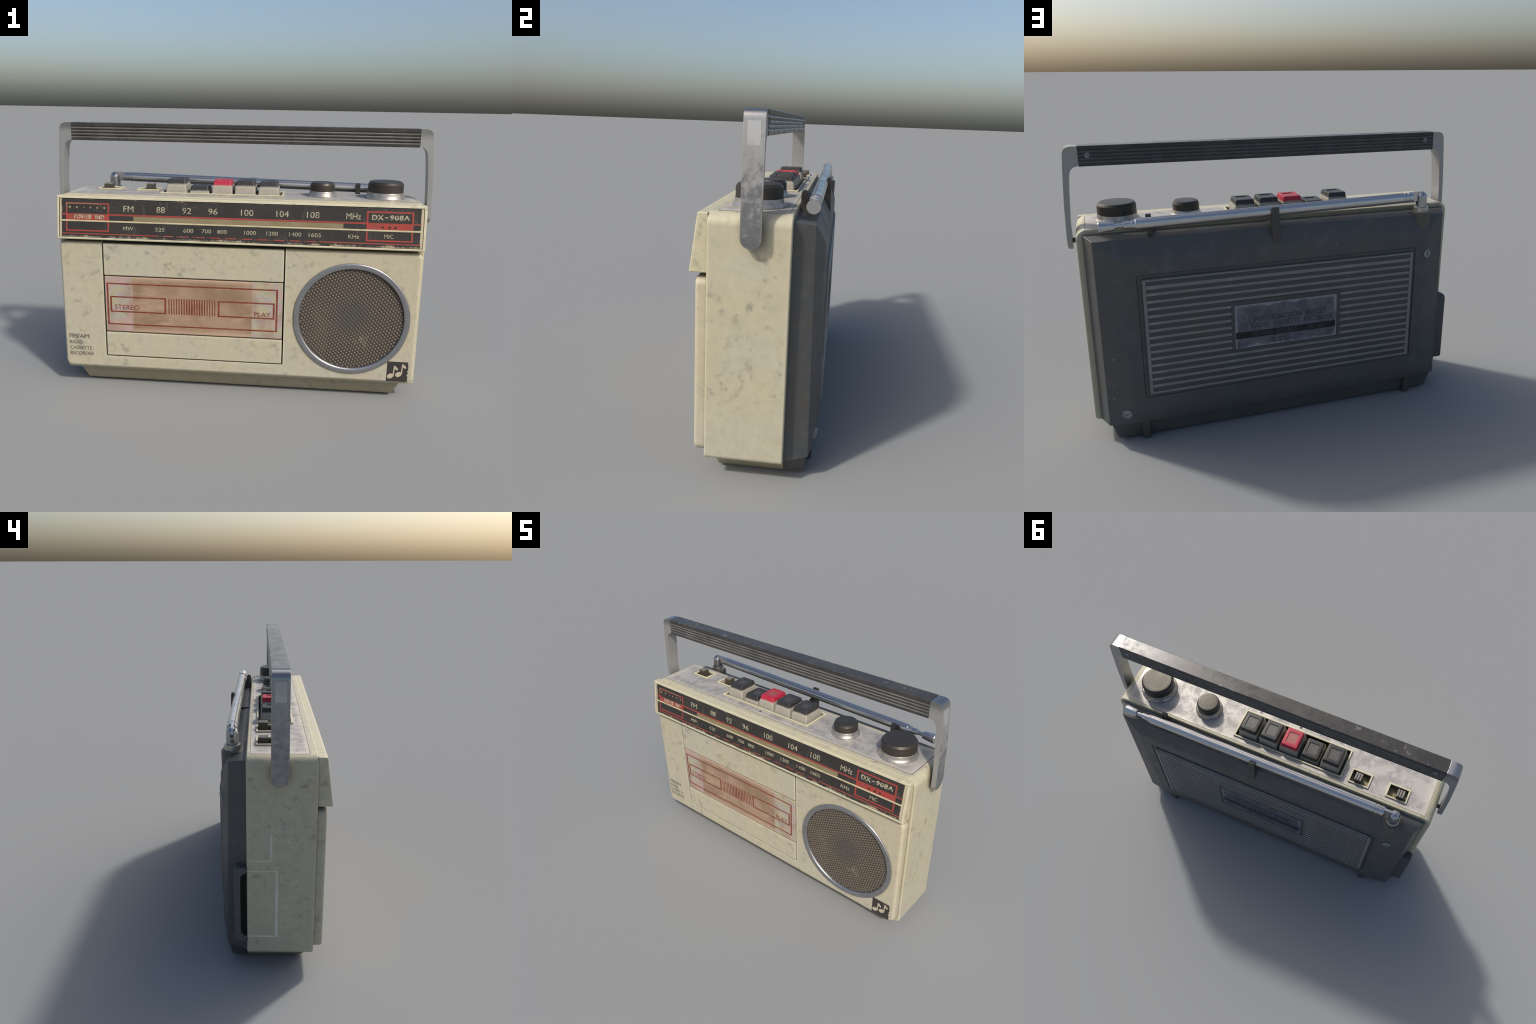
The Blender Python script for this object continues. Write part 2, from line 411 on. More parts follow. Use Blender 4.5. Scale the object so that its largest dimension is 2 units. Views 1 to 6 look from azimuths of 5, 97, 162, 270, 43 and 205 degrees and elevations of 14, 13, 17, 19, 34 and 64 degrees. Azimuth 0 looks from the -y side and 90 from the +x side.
def box_bm(bm, x0, x1, y0, y1, z0, z1):
    r = bmesh.ops.create_cube(bm, size=1.0)
    bmesh.ops.transform(bm, verts=r["verts"], matrix=Matrix.Translation(((x0 + x1) / 2, (y0 + y1) / 2, (z0 + z1) / 2)) @ Matrix.Diagonal((x1 - x0, y1 - y0, z1 - z0, 1)))


def box(name, x0, x1, y0, y1, z0, z1, mat, bev=0.002, seg=2, parent=None):
    bm = bmesh.new()
    box_bm(bm, x0, x1, y0, y1, z0, z1)
    bevel_bm(bm, bev, seg)
    return obj(name, mesh_from(bm, name), mat, parent)


def boxes(name, dims, mat, bev=0.001, seg=1, parent=None):
    bm = bmesh.new()
    for d in dims:
        box_bm(bm, *d)
    bevel_bm(bm, bev, seg)
    return obj(name, mesh_from(bm, name), mat, parent)


def prism_bm(bm, pts, axis, a, b):
    """Extrude a 2D outline along an axis: x -> outline in (y, z), y -> (x, z), z -> (x, y)."""
    def P(p, t):
        return {"x": (t, p[0], p[1]), "y": (p[0], t, p[1]), "z": (p[0], p[1], t)}[axis]
    va = [bm.verts.new(P(p, a)) for p in pts]
    vb = [bm.verts.new(P(p, b)) for p in pts]
    bm.faces.new(va)
    bm.faces.new(vb[::-1])
    n = len(pts)
    for i in range(n):
        bm.faces.new((va[i], vb[i], vb[(i + 1) % n], va[(i + 1) % n]))


def prism(name, pts, axis, a, b, mat, bev=0.0, seg=2, parent=None, min_angle=40, angle=32):
    bm = bmesh.new()
    prism_bm(bm, pts, axis, a, b)
    bevel_bm(bm, bev, seg, min_angle)
    return obj(name, mesh_from(bm, name), mat, parent, angle)


def rrect(x0, x1, z0, z1, r, seg=8):
    """Rounded rectangle outline; r is one radius or (bottom_right, top_right, top_left, bottom_left)."""
    rs = r if isinstance(r, (tuple, list)) else (r,) * 4
    out = []
    for (cx, cz, sx, sz, a0), q in zip(((x1, z0, -1, 1, -90), (x1, z1, -1, -1, 0), (x0, z1, 1, -1, 90), (x0, z0, 1, 1, 180)), rs):
        for i in range(seg + 1):
            a = math.radians(a0 + 90 * i / seg)
            out.append((cx + sx * q + q * math.cos(a), cz + sz * q + q * math.sin(a)))
    return out


def loft_bm(bm, loops, cap=(True, True)):
    rings = [[bm.verts.new(p) for p in lp] for lp in loops]
    n = len(rings[0])
    for a, b in zip(rings, rings[1:]):
        for i in range(n):
            bm.faces.new((a[i], a[(i + 1) % n], b[(i + 1) % n], b[i]))
    if cap[0]:
        bm.faces.new(rings[0][::-1])
    if cap[1]:
        bm.faces.new(rings[-1])
    return rings


def lathe_bm(bm, prof, seg=48, mtx=None):
    """Revolve (radius, height) pairs about z; radius 0 closes the end."""
    rings = []
    for r, h in prof:
        if r <= 1e-6:
            rings.append([bm.verts.new((0, 0, h))])
        else:
            rings.append([bm.verts.new((r * math.cos(math.tau * i / seg), r * math.sin(math.tau * i / seg), h)) for i in range(seg)])
    for a, b in zip(rings, rings[1:]):
        for i in range(seg):
            j = (i + 1) % seg
            if len(a) == 1:
                bm.faces.new((a[0], b[j], b[i]))
            elif len(b) == 1:
                bm.faces.new((a[i], a[j], b[0]))
            else:
                bm.faces.new((a[i], a[j], b[j], b[i]))
    if mtx is not None:
        bmesh.ops.transform(bm, verts=[v for r in rings for v in r], matrix=mtx)


def lathe(name, prof, mat, mtx=None, seg=48, parent=None, angle=32):
    bm = bmesh.new()
    lathe_bm(bm, prof, seg, mtx)
    return obj(name, mesh_from(bm, name), mat, parent, angle)


def boolean(ob, other, op="DIFFERENCE"):
    """Apply a boolean at once and remove the cutter."""
    m = ob.modifiers.new("cut", "BOOLEAN")
    m.operation, m.object, m.solver = op, other, "EXACT"
    while ob.modifiers[0] != m:
        ob.modifiers.move(len(ob.modifiers) - 1, 0) if ob.modifiers[-1] == m else None
    wn = [k for k in ob.modifiers if k != m]
    for k in wn:
        k.show_viewport = False
    dg = bpy.context.evaluated_depsgraph_get()
    me = bpy.data.meshes.new_from_object(ob.evaluated_get(dg))
    ob.modifiers.remove(m)
    for k in wn:
        k.show_viewport = True
    old = ob.data
    ob.data = me
    me.name = old.name
    bpy.data.meshes.remove(old)
    bpy.data.objects.remove(other, do_unlink=True)
    return ob


# frames for marks: maps (u, v, height) to world
def face_front(y):
    return lambda u, v, h: (u, y - h, v)


def face_back(y):
    return lambda u, v, h: (u, y + h, v)


def face_left(x):
    return lambda u, v, h: (x - h, u, v)


def face_top(z):
    return lambda u, v, h: (u, v, z + h)


DTOP, DBOT = (-0.224, 1.061), (-0.254, 0.837)   # (y, z) of the slanted tuning face


def dial_frame(depth):
    """u = x, v = world height z on the slanted tuning face, h = height above a plane sunk by depth."""
    ln = math.hypot(DTOP[0] - DBOT[0], DTOP[1] - DBOT[1])
    ny, nz = -(DTOP[1] - DBOT[1]) / ln, (DTOP[0] - DBOT[0]) / ln

    def f(u, v, h):
        k = (v - DBOT[1]) / (DTOP[1] - DBOT[1])
        y = DBOT[0] + (DTOP[0] - DBOT[0]) * k
        return (u, y + ny * (h - depth), v + nz * (h - depth))
    return f


def slabs(name, rects, frame, h0, h1, mat, parent=None, bev=0.0):
    """Thin raised rectangles (u0, u1, v0, v1) on a face."""
    bm = bmesh.new()
    for u0, u1, v0, v1 in rects:
        pts = [(u0, v0), (u1, v0), (u1, v1), (u0, v1)]
        loft_bm(bm, [[frame(u, v, h0) for u, v in pts], [frame(u, v, h1) for u, v in pts]])
    bevel_bm(bm, bev, 1)
    return obj(name, mesh_from(bm, name), mat, parent)


def outline(u0, u1, v0, v1, w, wv=None):
    wv = wv or w
    return [(u0, u1, v1 - wv, v1), (u0, u1, v0, v0 + wv), (u0, u0 + w, v0 + wv, v1 - wv), (u1 - w, u1, v0 + wv, v1 - wv)]


def plates(name, polys, frame, h0, h1, mat, parent=None):
    bm = bmesh.new()
    for pts in polys:
        loft_bm(bm, [[frame(u, v, h0) for u, v in pts], [frame(u, v, h1) for u, v in pts]])
    return obj(name, mesh_from(bm, name), mat, parent)


def lettering(name, items, frame, h0, h1, mat, parent=None, bold=0.0, flip=False, space=1.0):
    """Words fitted into (text, u_left, u_right, v_bottom, v_top) boxes and set on a face."""
    bm = bmesh.new()
    for text, ul, ur, vb, vt in items:
        cu = bpy.data.curves.new("words", "FONT")
        cu.body, cu.size, cu.extrude, cu.resolution_u = text, 1.0, 0.5, 3
        cu.space_character = space
        tmp = bpy.data.objects.new("words", cu)
        COL.objects.link(tmp)
        dg = bpy.context.evaluated_depsgraph_get()
        me = bpy.data.meshes.new_from_object(tmp.evaluated_get(dg))
        bpy.data.objects.remove(tmp, do_unlink=True)
        bpy.data.curves.remove(cu)
        xs = [v.co.x for v in me.vertices]
        ys = [v.co.y for v in me.vertices]
        x0, x1, y0, y1 = min(xs), max(xs), min(ys), max(ys)
        local = [v.co.copy() for v in me.vertices]
        sgn = 1 if ur > ul else -1
        for c in range(3 if bold else 1):     # heavier words: the same strokes struck again slightly shifted
            du, dv, dh = sgn * bold * c / 2, bold * 0.21 * (c - 1) if bold else 0.0, 0.00011 * c
            for v, p in zip(me.vertices, local):
                a, b = (p.x - x0) / (x1 - x0), (p.y - y0) / (y1 - y0)
                v.co = frame(ul + (ur - ul - sgn * bold) * a + du, vb + (vt - vb) * b + dv, h1 + dh if p.z > 0 else h0)
            bm.from_mesh(me)
        bpy.data.meshes.remove(me)
    return obj(name, mesh_from(bm, name), mat, parent, 20, wn=False)


# ------------------------------------------------------------------ parts
def build_shell():
    bm = bmesh.new()
    prism_bm(bm, rrect(-0.958, 0.958, 0.088, 1.066, (0.022, 0.05, 0.05, 0.022), 10), "y", -0.187, 0.124)
    bevel_bm(bm, 0.0075, 3, 50)
    ob = obj("body_shell", mesh_from(bm, "body_shell"), M["cream"])
    for dims in ((-0.418, 0.2175, -0.0925, 0.0725, 1.0, 1.2), (-0.791, -0.688, 0.006, 0.0745, 1.03, 1.2), (-0.575, -0.4735, 0.006, 0.0745, 1.03, 1.2)):
        boolean(ob, box("cutter", *dims, None, 0))
    shade(ob.data)
    # tinted floors of the wells
    boxes("well_floor", [(-0.4175, 0.217, -0.092, 0.072, 0.995, 1.006), (-0.7905, -0.6885, 0.0065, 0.074, 1.025, 1.036), (-0.5745, -0.474, 0.0065, 0.074, 1.025, 1.036)], M["well"], 0.0, parent=ob)
    # raised outlines and worn lettering moulded on the socket side
    fl = face_left(-0.958)
    bm = bmesh.new()
    for u0, u1, v0, v1, e in ((0.0085, 0.0215, 0.575, 0.708, 0.0045), (0.0175, 0.110, 0.574, 0.583, 0.003), (-0.0185, -0.0035, 0.181, 0.531, 0.005), (-0.008, 0.1225, 0.180, 0.1895, 0.0032), (-0.008, 0.1225, 0.5245, 0.531, 0.0028)):
        lo = [(u0, v0), (u1, v0), (u1, v1), (u0, v1)]
        hi = [(u0 + e, v0 + e), (u1 - e, v0 + e), (u1 - e, v1 - e), (u0 + e, v1 - e)]
        loft_bm(bm, [[fl(u, v, -0.001) for u, v in lo], [fl(u, v, 0.0002) for u, v in lo], [fl(u, v, 0.0026) for u, v in hi]])
    me = mesh_from(bm, "moulded_outline")
    mo = obj("moulded_outline", me, [M["emboss"], M["emboss_text"]], ob, 70)
    for p in me.polygons:      # the upper ledges are barely lighter than the case
        if p.center.z > 0.523 and p.center.y > -0.003 and (p.center.z < 0.54 or p.center.z < 0.585 and p.center.y > 0.022):
            p.material_index = 1
    lettering("moulded_lettering", [(t, u, u - w, z, z + 0.022) for t, u, w, z in (
        ("SPEED", 0.005, 0.091, 0.713), ("FINE", 0.004, 0.080, 0.665), ("NORM", 0.004, 0.080, 0.597), ("DC 6V", -0.027, 0.080, 0.465),
        ("AUX", -0.030, 0.048, 0.377), ("IN", -0.0325, 0.034, 0.336), ("EXT", -0.0276, 0.054, 0.262), ("SP", -0.028, 0.040, 0.224))],
        fl, -0.001, 0.0007, M["emboss_text"], ob)
    return ob


def build_base():
    def frustum(name, y0b, y1b, y0t, y1t, mat):
        bm = bmesh.new()
        B, T = 0.852, 0.883 if y0b > 0 else 0.897
        loft_bm(bm, [[(-B, y0b, 0.010), (B, y0b, 0.010), (B, y1b, 0.010), (-B, y1b, 0.010)],
                     [(-T, y0t, 0.104), (T, y0t, 0.104), (T, y1t, 0.104), (-T, y1t, 0.104)]])
        bevel_bm(bm, 0.003, 2)
        return obj(name, mesh_from(bm, name), mat)
    a = frustum("front_base", -0.145, 0.121, -0.172, 0.121, M["cream_base"])
    b = frustum("rear_base", 0.1215, 0.198, 0.1215, 0.2115, M["dark_base"])
    prof = [(0.150, 0.0), (0.216, 0.0), (0.226, 0.006), (0.2285, 0.112), (0.19, 0.116), (0.150, 0.09)]
    first = prism("foot", prof, "x", -0.0185, 0.0185, M["clip"], 0.002, 1, b)
    first.location.x = 0.719
    second = first.copy()
    COL.objects.link(second)
    second.parent = b
    second.location.x = -0.724


def build_back():
    bm = bmesh.new()
    # outlines run round six points: the lower corners of the flat rear face are clipped
    def six(x0, x1, z0, z1, y, cx, cz):
        return [(x1, y, z0 + cz), (x1 - cx, y, z0), (x0 + cx, y, z0), (x0, y, z0 + cz), (x0, y, z1), (x1, y, z1)]
    rim0, rim1 = six(-0.930, 0.930, 0.093, 1.043, 0.118, 0.15, 0), six(-0.930, 0.930, 0.093, 1.043, 0.124, 0.15, 0)
    A = [(0.891, 0.217, 0.100), (0.777, 0.233, 0.100), (-0.777, 0.233, 0.100), (-0.891, 0.217, 0.100), (-0.891, 0.203, 1.026), (0.891, 0.203, 1.026)]
    rings = loft_bm(bm, [rim0, rim1, A, six(-0.777, 0.777, 0.152, 0.933, 0.2445, 0.03, 0.03), six(-0.718, 0.713, 0.235, 0.864, 0.2445, 0.006, 0.006), six(-0.715, 0.710, 0.238, 0.861, 0.238, 0.006, 0.006)])
    soft = [e for e in bm.edges if set(e.verts) <= set(rings[3])]
    bmesh.ops.bevel(bm, geom=soft, offset=0.022, offset_type="OFFSET", segments=5, profile=0.5, affect="EDGES", clamp_overlap=True)
    bevel_bm(bm, 0.0022, 2, 14)
    cover = obj("back_cover", mesh_from(bm, "back_cover"), M["dark"], angle=14)

    # ribbed grille in the sunk field
    g = boxes("ribbed_grille", [(-0.699, 0.6885, 0.232, 0.2508, 0.257, 0.840)], M["slot"], 0.001)
    X0, X1, Z0, Z1 = -0.6995, 0.689, 0.2565, 0.8405
    y0, y1 = 0.240, 0.2545
    boxes("rib_frame", [(0.674, X1, y0, y1, Z0, Z1), (X0, -0.683, y0, y1, Z0, Z1), (-0.683, 0.674, y0, y1, 0.832, Z1), (-0.683, 0.674, y0, y1, Z0, 0.2675)], M["rib"], 0.0015, 1, g)
    made = {}
    pitch = 0.0362
    for k in range(15):
        top = 0.811 - pitch * k
        low = top - (0.0175 if k == 0 else 0.0138)
        mid = (top + low) / 2
        spans = [(-0.684, 0.675)] if k < 4 or k > 10 else [(0.2785, 0.675), (-0.684, -0.2915)]
        for a, b in spans:
            key = (a, b, k == 0)
            if key not in made:
                h = (top - low) / 2
                ob = boxes("rib", [(a, b, y0, y1 - 0.0007, -h, h)], M["rib"], 0.0015, 1, g)
                made[key] = ob
            else:
                ob = made[key].copy()
                COL.objects.link(ob)
                ob.parent = g
            ob.location = (0, random.uniform(-0.0004, 0.0004), mid)
    boxes("label_surround", [(0.263, 0.279, y0, 0.2542, 0.415, 0.685), (-0.292, -0.275, y0, 0.2542, 0.415, 0.685), (-0.275, 0.263, y0, 0.2542, 0.662, 0.685), (-0.275, 0.263, y0, 0.2542, 0.415, 0.431)], M["slot"], 0.001, 1, g)
    lab = boxes("label_plate", [(-0.2745, 0.2625, y0, 0.2518, 0.4315, 0.6615)], M["label"], 0.001, 1)
    fb = face_back(0.2518)
    slabs("label_band", [(-0.268, 0.259, 0.483, 0.517)], fb, -0.001, 0.0004, M["label_dark"], lab)
    lettering("label_lettering", [("MULTIFUNCTION  MIDGET", 0.163, -0.215, 0.566, 0.594), ("RADIO  CASSETTE  RECORDER", 0.180, -0.252, 0.532, 0.559)], fb, -0.001, 0.0005, M["label_text"], lab, 0.0016, space=1.15)
    lettering("label_pale_lettering", [("POWER SOURCE", 0.171, -0.062, 0.488, 0.511), ("DC :6V", -0.118, -0.203, 0.488, 0.510)], fb, -0.001, 0.0008, M["label_pale"], lab, space=1.1)
    # small square characters under the band, as simple strokes
    st = []
    def stroke(u, v, w, h):
        st.append((u - w / 2, u + w / 2, v - h / 2, v + h / 2))
    for cx in (0.062,):
        st += outline(cx - 0.012, cx + 0.012, 0.443, 0.469, 0.003)
        stroke(cx, 0.462, 0.014, 0.003); stroke(cx, 0.456, 0.012, 0.003); stroke(cx, 0.449, 0.014, 0.003); stroke(cx, 0.4555, 0.003, 0.016)
    stroke(0.032, 0.463, 0.024, 0.003); stroke(0.032, 0.454, 0.022, 0.003); stroke(0.032, 0.446, 0.014, 0.003); stroke(0.032, 0.456, 0.003, 0.022); stroke(0.038, 0.468, 0.003, 0.006); stroke(0.026, 0.468, 0.003, 0.006)
    stroke(0.003, 0.459, 0.018, 0.003); stroke(0.005, 0.456, 0.003, 0.024); stroke(-0.002, 0.446, 0.012, 0.003)
    stroke(-0.026, 0.457, 0.016, 0.003)
    stroke(-0.052, 0.464, 0.016, 0.003); stroke(-0.052, 0.446, 0.022, 0.003); stroke(-0.052, 0.455, 0.003, 0.016)
    stroke(-0.082, 0.467, 0.020, 0.003); stroke(-0.073, 0.456, 0.003, 0.024)
    slabs("label_characters", st, fb, -0.001, 0.0004, M["label_text"], lab)

    # screws
    for i, (x, z, tilt) in enumerate(((0.806, 0.160, 0.36), (-0.790, 0.822, 0.0), (-0.862, 0.162, 0.3))):
        y = 0.2445 - 0.33 * (abs(x) - 0.777) + (0.0022 if z > 0.5 else 0.0042)
        nrm = Vector((math.copysign(0.33, x), 1, -0.05)).normalized()
        mt = Matrix.Translation((x, y, z)) @ nrm.to_track_quat("Z", "Y").to_matrix().to_4x4()
        s = lathe("screw", [(0.0, -0.004), (0.0235, -0.004), (0.0235, 0.0010), (0.0220, 0.0020), (0.015, 0.0010), (0, 0.0008)], M["scuff"], mt, 24, cover)
        bm = bmesh.new()
        box_bm(bm, -0.013, 0.013, -0.0018, 0.0018, 0.0, 0.0014)
        bmesh.ops.transform(bm, verts=bm.verts, matrix=mt @ Matrix.Rotation(0.6 + i, 4, "Z"))
        obj("screw_slot", mesh_from(bm, "screw_slot"), M["slot"], cover)

    # socket guard bulging from the left side of the cover
    guard = prism("socket_guard", rrect(0.1245, 0.183, 0.160, 0.545, (0.022, 0.022, 0.004, 0.004), 6), "x", -0.962, -0.88, M["dark"], 0.006, 3, None, 50)
    cut = prism("cutter", rrect(0.09, 0.153, 0.186, 0.520, (0.03, 0.03, 0.003, 0.003), 6), "x", -1.0, -0.925, None)
    boolean(guard, cut)
    shade(guard.data)
    boxes("socket_recess", [(-0.9300, -0.9242, 0.112, 0.152, 0.19, 0.518)], M["hole"], 0.0, parent=guard)
    return cover


def build_dial():
    bm = bmesh.new()
    prof = [(-0.1835, 1.0615), DTOP, DBOT, (-0.1835, 0.8355)]
    prism_bm(bm, prof, "x", -0.9465, 0.9465)
    bevel_bm(bm, 0.005, 3, 30)
    bm.faces.ensure_lookup_table()
    bmesh.ops.recalc_face_normals(bm, faces=bm.faces)
    ff = max((f for f in bm.faces if f.normal.y < -0.9), key=lambda f: f.calc_area())
    nrm = ff.normal.copy()
    bmesh.ops.inset_region(bm, faces=[ff], thickness=0.0065, use_even_offset=True)
    r = bmesh.ops.extrude_face_region(bm, geom=[ff])
    bmesh.ops.translate(bm, verts=[v for v in r["geom"] if isinstance(v, bmesh.types.BMVert)], vec=-nrm * 0.006)
    bmesh.ops.delete(bm, geom=[ff], context="FACES_ONLY")
    house = obj("tuning_housing", mesh_from(bm, "tuning_housing"), M["cream_trim"])

    # dark slit round the scale, then the printed scale itself
    fr = dial_frame(0.006)
    slabs("scale_slit", [(-0.9345, 0.9345, 0.8485, 1.0495)], fr, -0.0005, 0.0006, M["gap"], house)
    sc = slabs("scale_plate", [(-0.9305, 0.9325, 0.851, 1.0465)], fr, 0.0, 0.003, M["scale"], None, 0.0006)
    H = 0.003
    w = 0.0085
    red = outline(-0.897, -0.667, 0.880, 1.027, 0.0075, 0.0075) + outline(0.652, 0.884, 0.8795, 1.0295, 0.0085, 0.008)
    red += [(-0.8895, -0.6745, 0.9392, 0.971), (0.6605, 0.8755, 0.9392, 0.971)]
    red += [(-0.919, -0.897, 0.9625, 0.971), (-0.667, 0.652, 0.9645, 0.9725), (0.884, 0.921, 0.965, 0.972)]
    red += [(-0.915, -0.402, 0.8655, 0.8705), (0.419, 0.921, 0.866, 0.8715)]
    step = (0.417 + 0.402) / 10
    red += [(-0.402 + step * k + 0.020, -0.402 + step * k + 0.074, 0.8655, 0.8705) for k in range(10)]
    slabs("red_scale_print", red, fr, H - 0.0015, H + 0.0004, M["red"], sc)
    dots = [(-0.402 + step * k + 0.008, -0.402 + step * k + 0.0125, 0.8655, 0.870) for k in range(11)]
    slabs("scale_points", dots, fr, H - 0.0015, H + 0.0003, M["red"], sc)
    slabs("tuning_strip", [(-0.538, 0.538, 0.9395, 0.9635)], fr, H - 0.0015, H + 0.0006, M["strip"], sc)
    slabs("scale_bar", [(-0.925, 0.924, 0.930, 0.9385)], fr, H - 0.0015, H + 0.0026, M["bar"], sc, 0.001)
    big = [("FM", -0.591, -0.538), ("88", -0.417, -0.373), ("92", -0.282, -0.236), ("96", -0.148, -0.100), ("100", 0.020, 0.084), ("104", 0.200, 0.263), ("108", 0.354, 0.418), ("MHz", 0.551, 0.624)]
    small = [("MW", -0.591, -0.538), ("525", -0.423, -0.374), ("600", -0.276, -0.223), ("700", -0.180, -0.131), ("800", -0.099, -0.050), ("1000", 0.039, 0.099), ("1200", 0.153, 0.211), ("1400", 0.268, 0.329), ("1605", 0.367, 0.429), ("KHz", 0.565, 0.619)]
    items = [(t, a, b, 0.986, 1.017) for t, a, b in big] + [(t, a, b, 0.891, 0.911) for t, a, b in small] + [("MIC", 0.743, 0.788, 0.896, 0.916)]
    lettering("scale_lettering", items, fr, H - 0.0015, H + 0.0005, M["cream_print"], sc)
    lettering("model_lettering", [("DX", 0.678, 0.735, 0.987, 1.0115), ("908A", 0.7665, 0.864, 0.988, 1.0115), ("POWER", -0.853, -0.760, 0.9445, 0.9655), ("IND", -0.741, -0.692, 0.9445, 0.9645)], fr, H - 0.0015, H + 0.0009, M["cream_print"], sc, 0.0028, space=1.12)
    slabs("model_hyphen", [(0.742, 0.758, 0.9965, 1.0015)], fr, H - 0.0015, H + 0.0005, M["cream_print"], sc)
    # faint worn level marks in the power box and the three microphone holes
    lv = []
    for i, (u, s) in enumerate(((-0.876, 0.0068), (-0.838, 0.0062), (-0.799, 0.0035), (-0.766, 0.005), (-0.730, 0.0055), (-0.692, 0.0065))):
        lv.append([(u + s * math.cos(a), 1.003 + s * math.sin(a)) for a in (math.tau * k / 8 + i for k in range(8))])
    plates("level_mark", lv, fr, H - 0.0015, H + 0.0004, M["strip"], sc)
    for u in (0.733, 0.766, 0.796):
        o = fr(u, 0.9505, H)
        nrm = Vector(fr(u, 0.95, 1)) - Vector(fr(u, 0.95, 0))
        mt = Matrix.Translation(o) @ nrm.to_track_quat("Z", "Y").to_matrix().to_4x4()
        lathe("microphone_hole", [(0.0, -0.001), (0.0058, -0.001), (0.0055, 0.0012), (0.0042, 0.0008), (0.0, 0.0007)], M["hole"], mt, 16, sc)
    return house


PANEL_Y = -0.2315


def build_front():
    bm = bmesh.new()
    prism_bm(bm, rrect(-0.946, 0.946, 0.112, 0.822, (0.036, 0.034, 0.034, 0.036), 8), "y", PANEL_Y, -0.17)
    bevel_bm(bm, 0.016, 5, 50)
    pan = obj("front_panel", mesh_from(bm, "front_panel"), M["cream_panel"])
    boolean(pan, box("cutter", -0.7155, 0.2535, -0.30, -0.198, 0.1815, 0.9, None, 0))
    hole = lathe("cutter", [(0, -0.1), (0.2755, -0.1), (0.2755, 0.1), (0, 0.1)], None, Matrix.Translation((0.604, -0.2985, 0.4555)) @ Matrix.Rotation(math.pi / 2, 4, "X"), 96)
    boolean(pan, hole)
    shade(pan.data)
    boxes("door_opening", [(-0.717, 0.255, -0.203, -0.195, 0.18, 0.822)], M["gap"], 0.0, parent=pan)
    lettering("panel_lettering", [("FM/AM", -0.921, -0.808, 0.2775, 0.302)], face_front(PANEL_Y), -0.001, 0.0005, M["grey_print"], pan, 0.0028)
    lettering("panel_small_lettering", [("RADIO", -0.920, -0.844, 0.244, 0.263), ("CASSETTE", -0.920, -0.795, 0.211, 0.230), ("RECORDER", -0.919, -0.786, 0.179, 0.199)], face_front(PANEL_Y), -0.001, 0.0005, M["grey_print"], pan, 0.0012)

    # badge with two quavers
    U = lambda px: 0.806 + (px - 1148) / 217 * 0.112
    V = lambda py: 0.2325 - (py - 1190) / 195 * 0.112
    rnd = random.Random(3)
    edge = [(U(1360) + rnd.uniform(-0.004, 0.0035), V(1385) + (V(1190) - V(1385)) * k / 16) for k in range(17)]
    ff = face_front(PANEL_Y)
    bad = plates("note_badge", [[(U(1148), V(1385))] + edge + [(U(1148), V(1190))]], ff, -0.001, 0.0006, M["logo_black"])
    notes = []
    for hx, hy, tx, ty in ((1186, 1332, 1218, 1228), (1267, 1313, 1299, 1208)):
        ca, sa = math.cos(0.42), math.sin(0.42)
        head = []
        for k in range(24):
            a = math.tau * k / 24
            ex, ey = 32 * math.cos(a), 24 * math.sin(a)
            head.append((U(hx + ex * ca - ey * sa), V(hy - ex * sa - ey * ca)))
        notes.append(head)
        notes.append([(U(hx + 22), V(hy + 4)), (U(hx + 36), V(hy + 1)), (U(tx + 10), V(ty + 10)), (U(tx), V(ty))])
        notes.append([(U(tx), V(ty + 1)), (U(tx + 7), V(ty)), (U(tx + 38), V(ty + 24)), (U(tx + 42), V(ty + 34)), (U(tx + 38), V(ty + 48)), (U(tx + 26), V(ty + 42)), (U(tx + 9), V(ty + 33))])
    for i, p in enumerate(notes):
        plates("music_note", [p], ff, -0.0005, 0.0011 + 0.0002 * (i % 3), M["logo_cream"], bad)

    # cassette door in three pieces
    def piece(name, z0, z1, mat, y=PANEL_Y - 0.0022, x0=-0.7095, x1=0.2465, bev=0.006):
        return box(name, x0, x1, y, -0.2045, z0, z1, mat, bev, 3, door)
    door = box("cassette_door", -0.7085, 0.2455, -0.209, -0.2035, 0.187, 0.806, M["gap"], 0.0)
    piece("door_upper", 0.6415, 0.817, M["cream_panel"])
    piece("door_lower", 0.1865, 0.3225, M["cream_panel"], bev=0.0055)
    win = piece("door_window", 0.3275, 0.6365, M["window"], PANEL_Y - 0.0012, -0.708, 0.245, 0.004)
    fw = face_front(PANEL_Y - 0.0012)
    rects = outline(-0.698, 0.2195, 0.3665, 0.6015, 0.0095, 0.0075) + outline(-0.681, -0.3755, 0.4385, 0.528, 0.0095, 0.0075) + outline(-0.098, 0.204, 0.4365, 0.526, 0.0095, 0.0075)
    n = 19
    for k in range(n):
        u = -0.3605 + (0.247) * k / (n - 1)
        wd = (0.0053 + 0.0022 * math.exp(-((k - 9) / 4.5) ** 2)) * (1.25 if k in (9, 12, 13) else 1)
        rects.append((u - wd / 2, u + wd / 2, 0.4395, 0.527))
    slabs("window_print", rects, fw, -0.001, 0.0004, M["maroon"], door)
    lettering("window_lettering", [("STEREO", -0.657, -0.521, 0.455, 0.481), ("PLAY", 0.096, 0.183, 0.449, 0.4725)], fw, -0.001, 0.0006, M["maroon"], door)

    # loudspeaker
    rot = Matrix.Translation((0.604, 0, 0.4555)) @ Matrix.Rotation(math.pi / 2, 4, "X")   # local z -> world -y
    sp = lathe("speaker_ring", [(0.272, 0.200), (0.302, 0.200), (0.3025, 0.2335), (0.3005, 0.2375), (0.296, 0.2395), (0.281, 0.2395), (0.2745, 0.2370), (0.2695, 0.230), (0.2685, 0.200)], M["ring"], rot, 128, angle=50)
    bm = bmesh.new()
